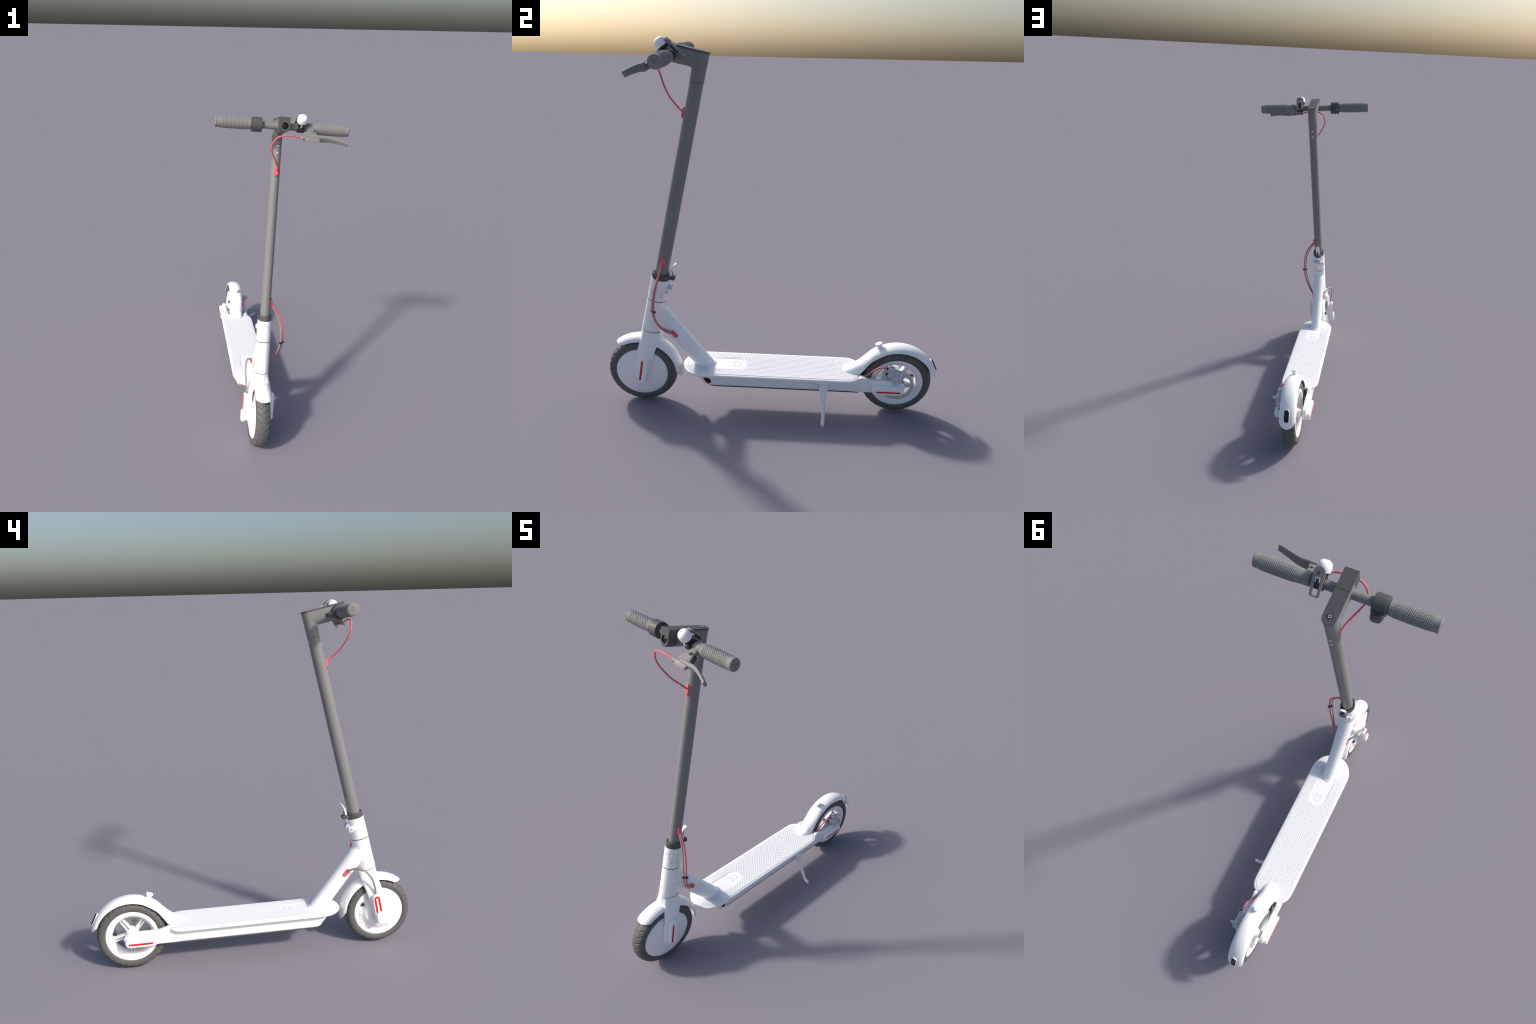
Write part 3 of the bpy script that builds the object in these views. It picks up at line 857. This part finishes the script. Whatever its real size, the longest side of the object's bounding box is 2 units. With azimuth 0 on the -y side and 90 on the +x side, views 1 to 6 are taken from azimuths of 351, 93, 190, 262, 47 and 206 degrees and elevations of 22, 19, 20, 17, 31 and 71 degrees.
# plate screws below
for y in (-.22, 0.0, .22, .44):
    for sg in (1, -1):
        link("plate_screw", cyl((sg * .075, y, .1580), (0, 0, -1), .0055, -.002, .0018, .0005, 16), ALU, deck)

# ------------------------------------------------------------------ rear arms with covers
AF = Frame((0, 0, 0), (0, 1, 0), (0, 0, 1))
arm_out = [(.455, .1668), (.62, .1668)] + [(.713 + .0395 * sin(pi * i / 14), .2062 - .0395 * cos(pi * i / 14)) for i in range(15)] + \
          [(.60, .2465), (.565, .2480), (.548, .2515), (.524, .2600), (.508, .2620), (.490, .2500), (.455, .2360)]
for sg in (1, -1):
    x0, x1 = (.0640, .0876)
    arm = link("rear_arm", prism(arm_out, AF, sg * x0, sg * x1, .0035, 3), WHITE)
    cov = link("axle_cover", prism([(.6575 + a, .1945 + b) for a, b in stadium(.0890, .0270, 14)], AF, sg * .084, sg * .1120, .0085, 4), WHITE, arm)
    link("reflector_strip", prism([(.6605 + a, .1895 + b) for a, b in stadium(.0672, .0053, 8)], AF, sg * .1100, sg * .1142, .0008, 1), REDREF, cov)
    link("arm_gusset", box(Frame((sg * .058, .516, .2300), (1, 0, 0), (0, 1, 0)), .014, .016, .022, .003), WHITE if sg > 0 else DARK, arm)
link("hull_end", box(Frame((0, .503, .2030), (1, 0, 0), (0, 1, 0)), .0865, .0095, .034, .001), WHITE, deck)

# ------------------------------------------------------------------ rear brake caliper (right side)
cal_parts = [box(Frame((.076, .688, .290), V((0, .96, -.27)), V((0, .27, .96))), .034, .028, .012, .006),
             cyl((.070, .700, .262), (1, 0, 0), .0300, -.010, .030, .004, 32),
             cyl((.076, .672, .318), (1, 0, 0), .0200, -.012, .016, .004, 28),
             box(Frame((.088, .722, .296), V((0, .83, .55)), V((0, -.55, .83))), .026, .012, .008, .003)]
caliper = link("brake_caliper", melt(cal_parts, .0018, 5), ALU, angle=60)
link("caliper_cap", cone((.100, .700, .262), (1, 0, 0), [(.021, -.002), (.0205, .004), (.0170, .0065), (.0150, .0050), (.0080, .0050), (.0070, .0085), (.0001, .009)], 32), ALU, caliper)
link("caliper_bracket", prism([(.618, .235), (.742, .235), (.744, .262), (.705, .305), (.650, .322), (.624, .295)], AF, .060, .0665, .0015, 2), ALU, caliper)
link("pull_arm", prism(stadium(.027, .0085), Frame((.101, .7225, .296), V((0, .62, .78)), V((0, -.78, .62))), -.004, .004, .002, 2), ALU, caliper)
link("cable_clamp", cyl((.100, .7225, .3075), (1, 0, 0), .0072, -.006, .0235, .0015, 20), ALU, caliper)
link("cable_stop", tube([(.0895, .648, .334), (.0890, .662, .331), (.0880, .680, .325)], lambda t: .0075 + .004 * t, 5, 18), ALU, caliper)
link("cable_boot", cyl((.0905, .640, .335), V((-.02, 1, -.1)), .0062, -.002, .009, .001, 18), BLACK, caliper)
link("brake_wire", tube([(.090, .66, .330), (.100, .70, .318), (.101, .7235, .308)], .0022, 6, 8), STEEL, caliper)
link("brake_pad_edge", box(Frame((.066, .652, .276), V((0, .86, .5)), V((0, -.5, .86))), .006, .014, .006, .001), BLACK, caliper)
link("pad_spring", box(Frame((.082, .7395, .232), (0, 1, 0), (0, 0, 1)), .0025, .016, .003, .0008), BLACK, caliper)
for y, z in ((.640, .250), (.728, .250)):
    link("bracket_bolt", cyl((.0665, y, z), (1, 0, 0), .0075, -.004, .0065, .001, 6), STEEL, caliper)
cable("brake_cable", [(.060, .500, .236), (.064, .522, .252), (.072, .552, .282), (.080, .582, .318), (.086, .612, .336), (.090, .642, .335)], .0045, RED)

# ------------------------------------------------------------------ side stand
kick = link("side_stand", box(Frame((.1105, .3000, .2010), (0, 1, 0), V((.06, 0, 1))), .0225, .0240, .0150, .0035), WHITE)
link("stand_plate", prism([(.250, .2400), (.350, .2400), (.340, .2290), (.322, .2200), (.278, .2200), (.260, .2290)], AF, .092, .1120, .002, 2), WHITE, kick)
sec = []
for x, y, z, hy, hx in ((.1110, .3000, .186, .0180, .0135), (.1245, .3025, .150, .0158, .0130), (.1335, .3040, .124, .0148, .0120), (.1350, .3040, .119, .0118, .0105)):
    sec.append([V((x + b, y + a, z + b * .2)) for a, b in superellipse(hy, hx, 3, 28)])
link("stand_socket", loft(sec), WHITE, kick, angle=50)
link("stand_leg", tube([(.1310, .3035, .135), (.1425, .3034, .112), (.1545, .3032, .088), (.1670, .3030, .064), (.1768, .3028, .0465), (.1866, .3025, .0355), (.2000, .3020, .0290), (.2160, .3015, .0285)], lambda t: .0110 - .0012 * t, 8, 20), WHITE, kick, angle=60)

# ------------------------------------------------------------------ set the object down on the ground and centre it
bpy.context.view_layer.update()
lo = V((1e9,) * 3); hi = V((-1e9,) * 3)
for ob in root.children_recursive:
    if ob.type == 'MESH':
        mw = ob.matrix_world
        for v in ob.data.vertices:
            p = mw @ v.co
            for k in range(3):
                lo[k] = min(lo[k], p[k]); hi[k] = max(hi[k], p[k])
print("extent before placing", [round(a, 4) for a in lo], [round(a, 4) for a in hi])
root.location = (-.164, 0, -lo.z)
